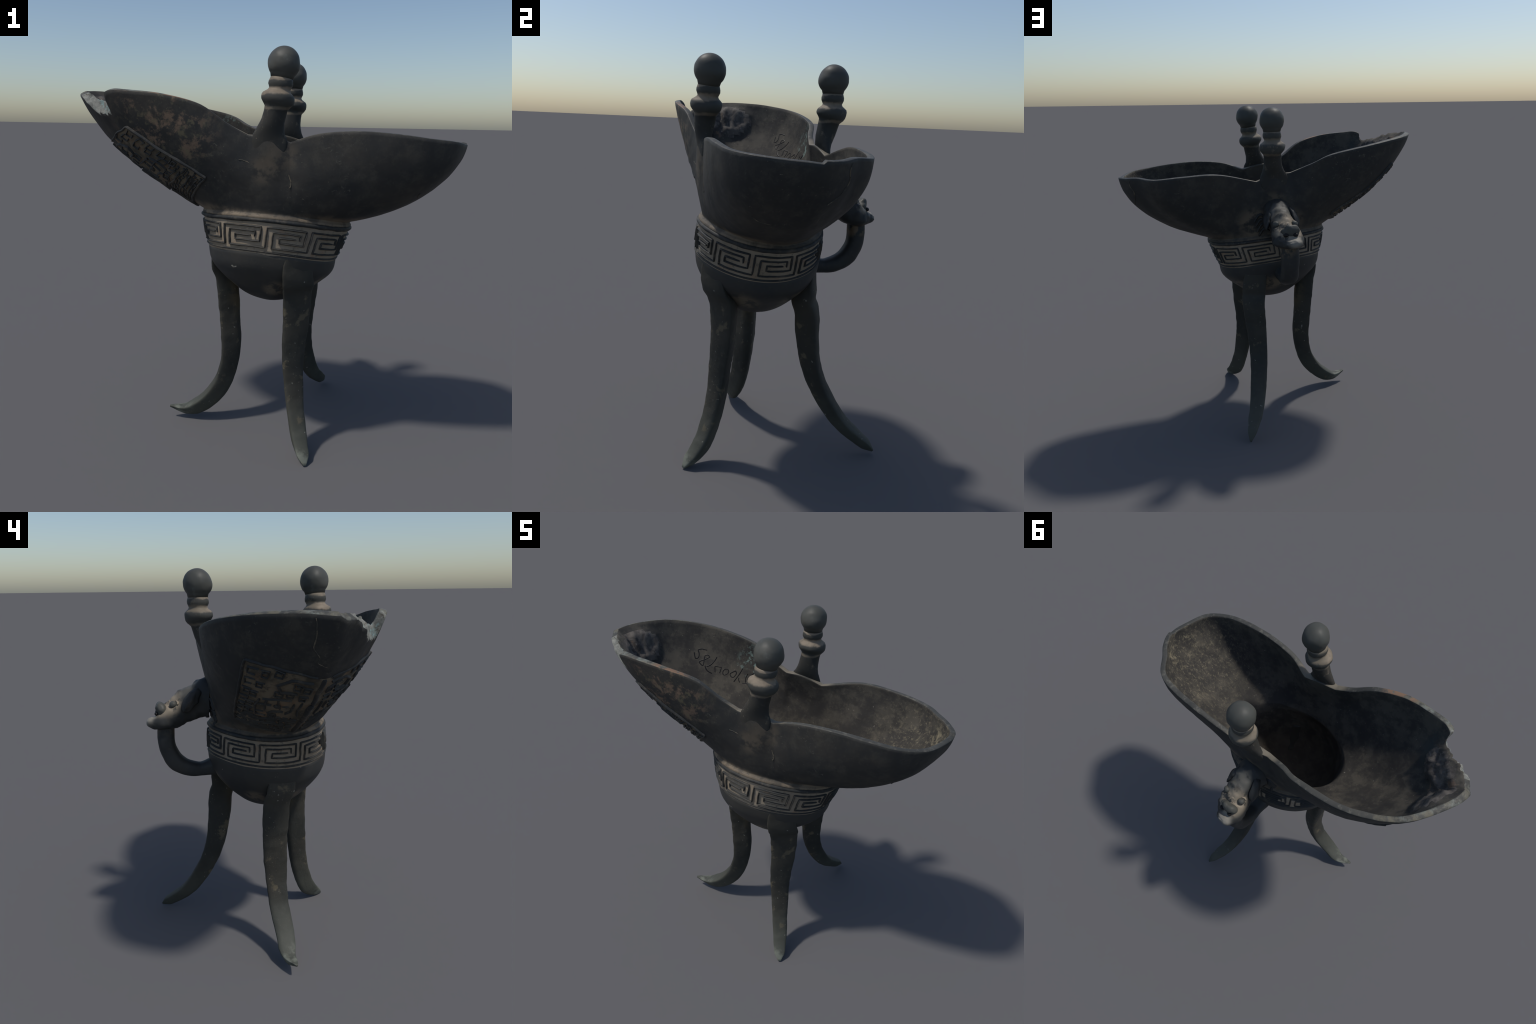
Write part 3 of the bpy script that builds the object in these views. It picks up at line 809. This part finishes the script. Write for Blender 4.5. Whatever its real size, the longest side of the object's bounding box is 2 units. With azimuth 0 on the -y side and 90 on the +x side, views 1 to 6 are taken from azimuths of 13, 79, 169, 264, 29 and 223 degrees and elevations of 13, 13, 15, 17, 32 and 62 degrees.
def torus(name, c, R, r, n, mat, parent, a0=0, a1=360):
    B = basis_from(n); rings = []
    for a in np.radians(np.linspace(a0, a1, 26)):
        k = r*(.45+.55*math.sin(math.pi*(math.degrees(a)-a0)/(a1-a0)))
        ring = [((R+k*math.cos(b))*math.cos(a), (R+k*math.cos(b))*math.sin(a), k*math.sin(b)) for b in np.linspace(0, 2*np.pi, 10, endpoint=False)]
        rings.append(np.array(ring)@B.T+np.array(c))
    ob = new_mesh(name, *loft(rings), (mat,), None, True, parent); fix_normals(ob); return ob
for x in (-.040, .068):
    sg = 1 if x > .01 else -1
    nn = np.array([.42*sg, .55, .72])
    part('eye', (x, .382, 1.329), (.020, .020, .019), nn, M_POST, parent=hd, rough=.25)
    torus('eyelid', (x, .379, 1.325), .027, .0075, nn, M_DUST, hd, 20, 160)
part('nose', (-.004, .442, 1.297), (.054, .032, .042), (0, .35, .94), M_POST, parent=hd, rough=.25)
part('nose_bridge', (.004, .405, 1.322), (.020, .04, .020), (0, .5, .86), M_HEAD, parent=hd, rough=.3)
for x in (-.030, .028):
    part('nostril', (x, .468, 1.282), (.015, .011, .011), (0, .8, .5), M_INK, parent=hd)
for sg in (-1, 1):
    ax = np.array([sg*.10, .60, -.80]); nn = np.array([sg*.90, .05, .30])
    part('ear', (.022+sg*.079, .288, 1.348), (.036, .072, .020), nn, M_HEAD, tuple(ax), hd, rough=.35)
    part('ear_fold', (.022+sg*.091, .292, 1.346), (.016, .048, .014), nn, M_REL, tuple(ax), hd, rough=.35)
# curled mane lines where the handle springs from the wall
C = Collect()
wallbvh = BVHTree.FromPolygons([v.co for v in bowl.data.vertices], [p.vertices for p in bowl.data.polygons])
def project(p, d):
    h, n, i, dist = wallbvh.ray_cast(Vector(p), Vector(d).normalized(), 1.0)
    return h, n
for sg in (-1, 1):
    for k in range(4):
        pts = []
        for t in np.linspace(0, 1, 14):
            x = .030+sg*(.085+.055*t-.010*k); z = 1.350-.030*k-.035*t+.022*math.sin(t*3.4)
            h, n = project((x, .6, z), (0, -1, 0))
            if h is not None: pts.append((np.array(h), np.array(n)))
        if len(pts) > 5:
            P = np.array([a for a, b in pts]); n = np.array([b if b[1] > 0 else -b for a, b in pts])
            C.add(*ribbon(P, n, .019, .010, 7, seed=k+sg))
C.build('mane_curls', M_REL, handle)

# ------------------------------------------------------------------ inventory number inked inside the spout
C = Collect()
O = np.array([-.473, .147, 1.572])          # middle of the writing on the inner wall
nin = np.array([.23, -.89, .40]); nin /= np.linalg.norm(nin)
ex = np.array([.337, .054, -.094]); ex -= nin*(ex@nin); ex /= np.linalg.norm(ex); ey = np.cross(nin, ex)
ibvh = BVHTree.FromPolygons([v.co for v in bowl.data.vertices], [p.vertices for p in bowl.data.polygons])
def ink(pts2, w=.009):
    c = resample(catmull([(*p, 0) for p in pts2], 8), max(8, int(len(pts2)*5)))
    P, n = [], []
    for q in c:
        h, nn, i, d = ibvh.ray_cast(Vector(O+nin*.12+ex*q[0]+ey*q[1]), Vector(-nin), .5)
        if h is None: continue
        nn = np.array(nn); nn = nn if nn@nin > 0 else -nn
        P.append(np.array(h)); n.append(nn)
    if len(P) > 2: C.add(*ribbon(P, n, w, .0016, 4, sink=.001))
for st in (
    [(-.207, -.014), (-.190, -.040), (-.183, -.044), (-.174, -.035), (-.176, -.013), (-.191, .007)], [(-.194, .008), (-.176, .021), (-.142, .028)],       # 5
    [(-.110, -.003), (-.125, .001), (-.140, -.008), (-.132, -.045), (-.128, -.068), (-.149, -.062), (-.156, -.052), (-.133, -.030), (-.110, -.003)],     # 8
    [(-.070, .014), (-.076, -.016), (-.089, -.047), (-.107, -.066)], [(-.117, -.063), (-.102, -.079), (-.082, -.088), (-.058, -.090)],                  # 7
    [(-.045, -.075), (-.059, -.048), (-.060, -.044), (-.056, -.042), (-.025, -.034), (-.021, -.033), (-.020, -.038), (-.018, -.069)],                    # n
    [(.007, -.031), (.027, -.032), (.031, -.050), (.013, -.069), (.001, -.063), (-.002, -.047), (.007, -.031)],
    [(.070, -.017), (.081, -.032), (.072, -.059), (.055, -.060), (.045, -.047), (.057, -.031), (.070, -.017)],
    [(.109, .019), (.101, -.023), (.092, -.057), (.085, -.084)], [(.105, -.047), (.110, -.062), (.122, -.072)],                                          # Y
    [(.150, -.003), (.147, -.031), (.155, -.060)], [(.140, -.071), (.158, -.063), (.182, -.059)], [(.186, .015), (.176, .001), (.172, -.012)]):          # I
    ink(st, .0085)
C.build('inked_number', M_INK, bowl)
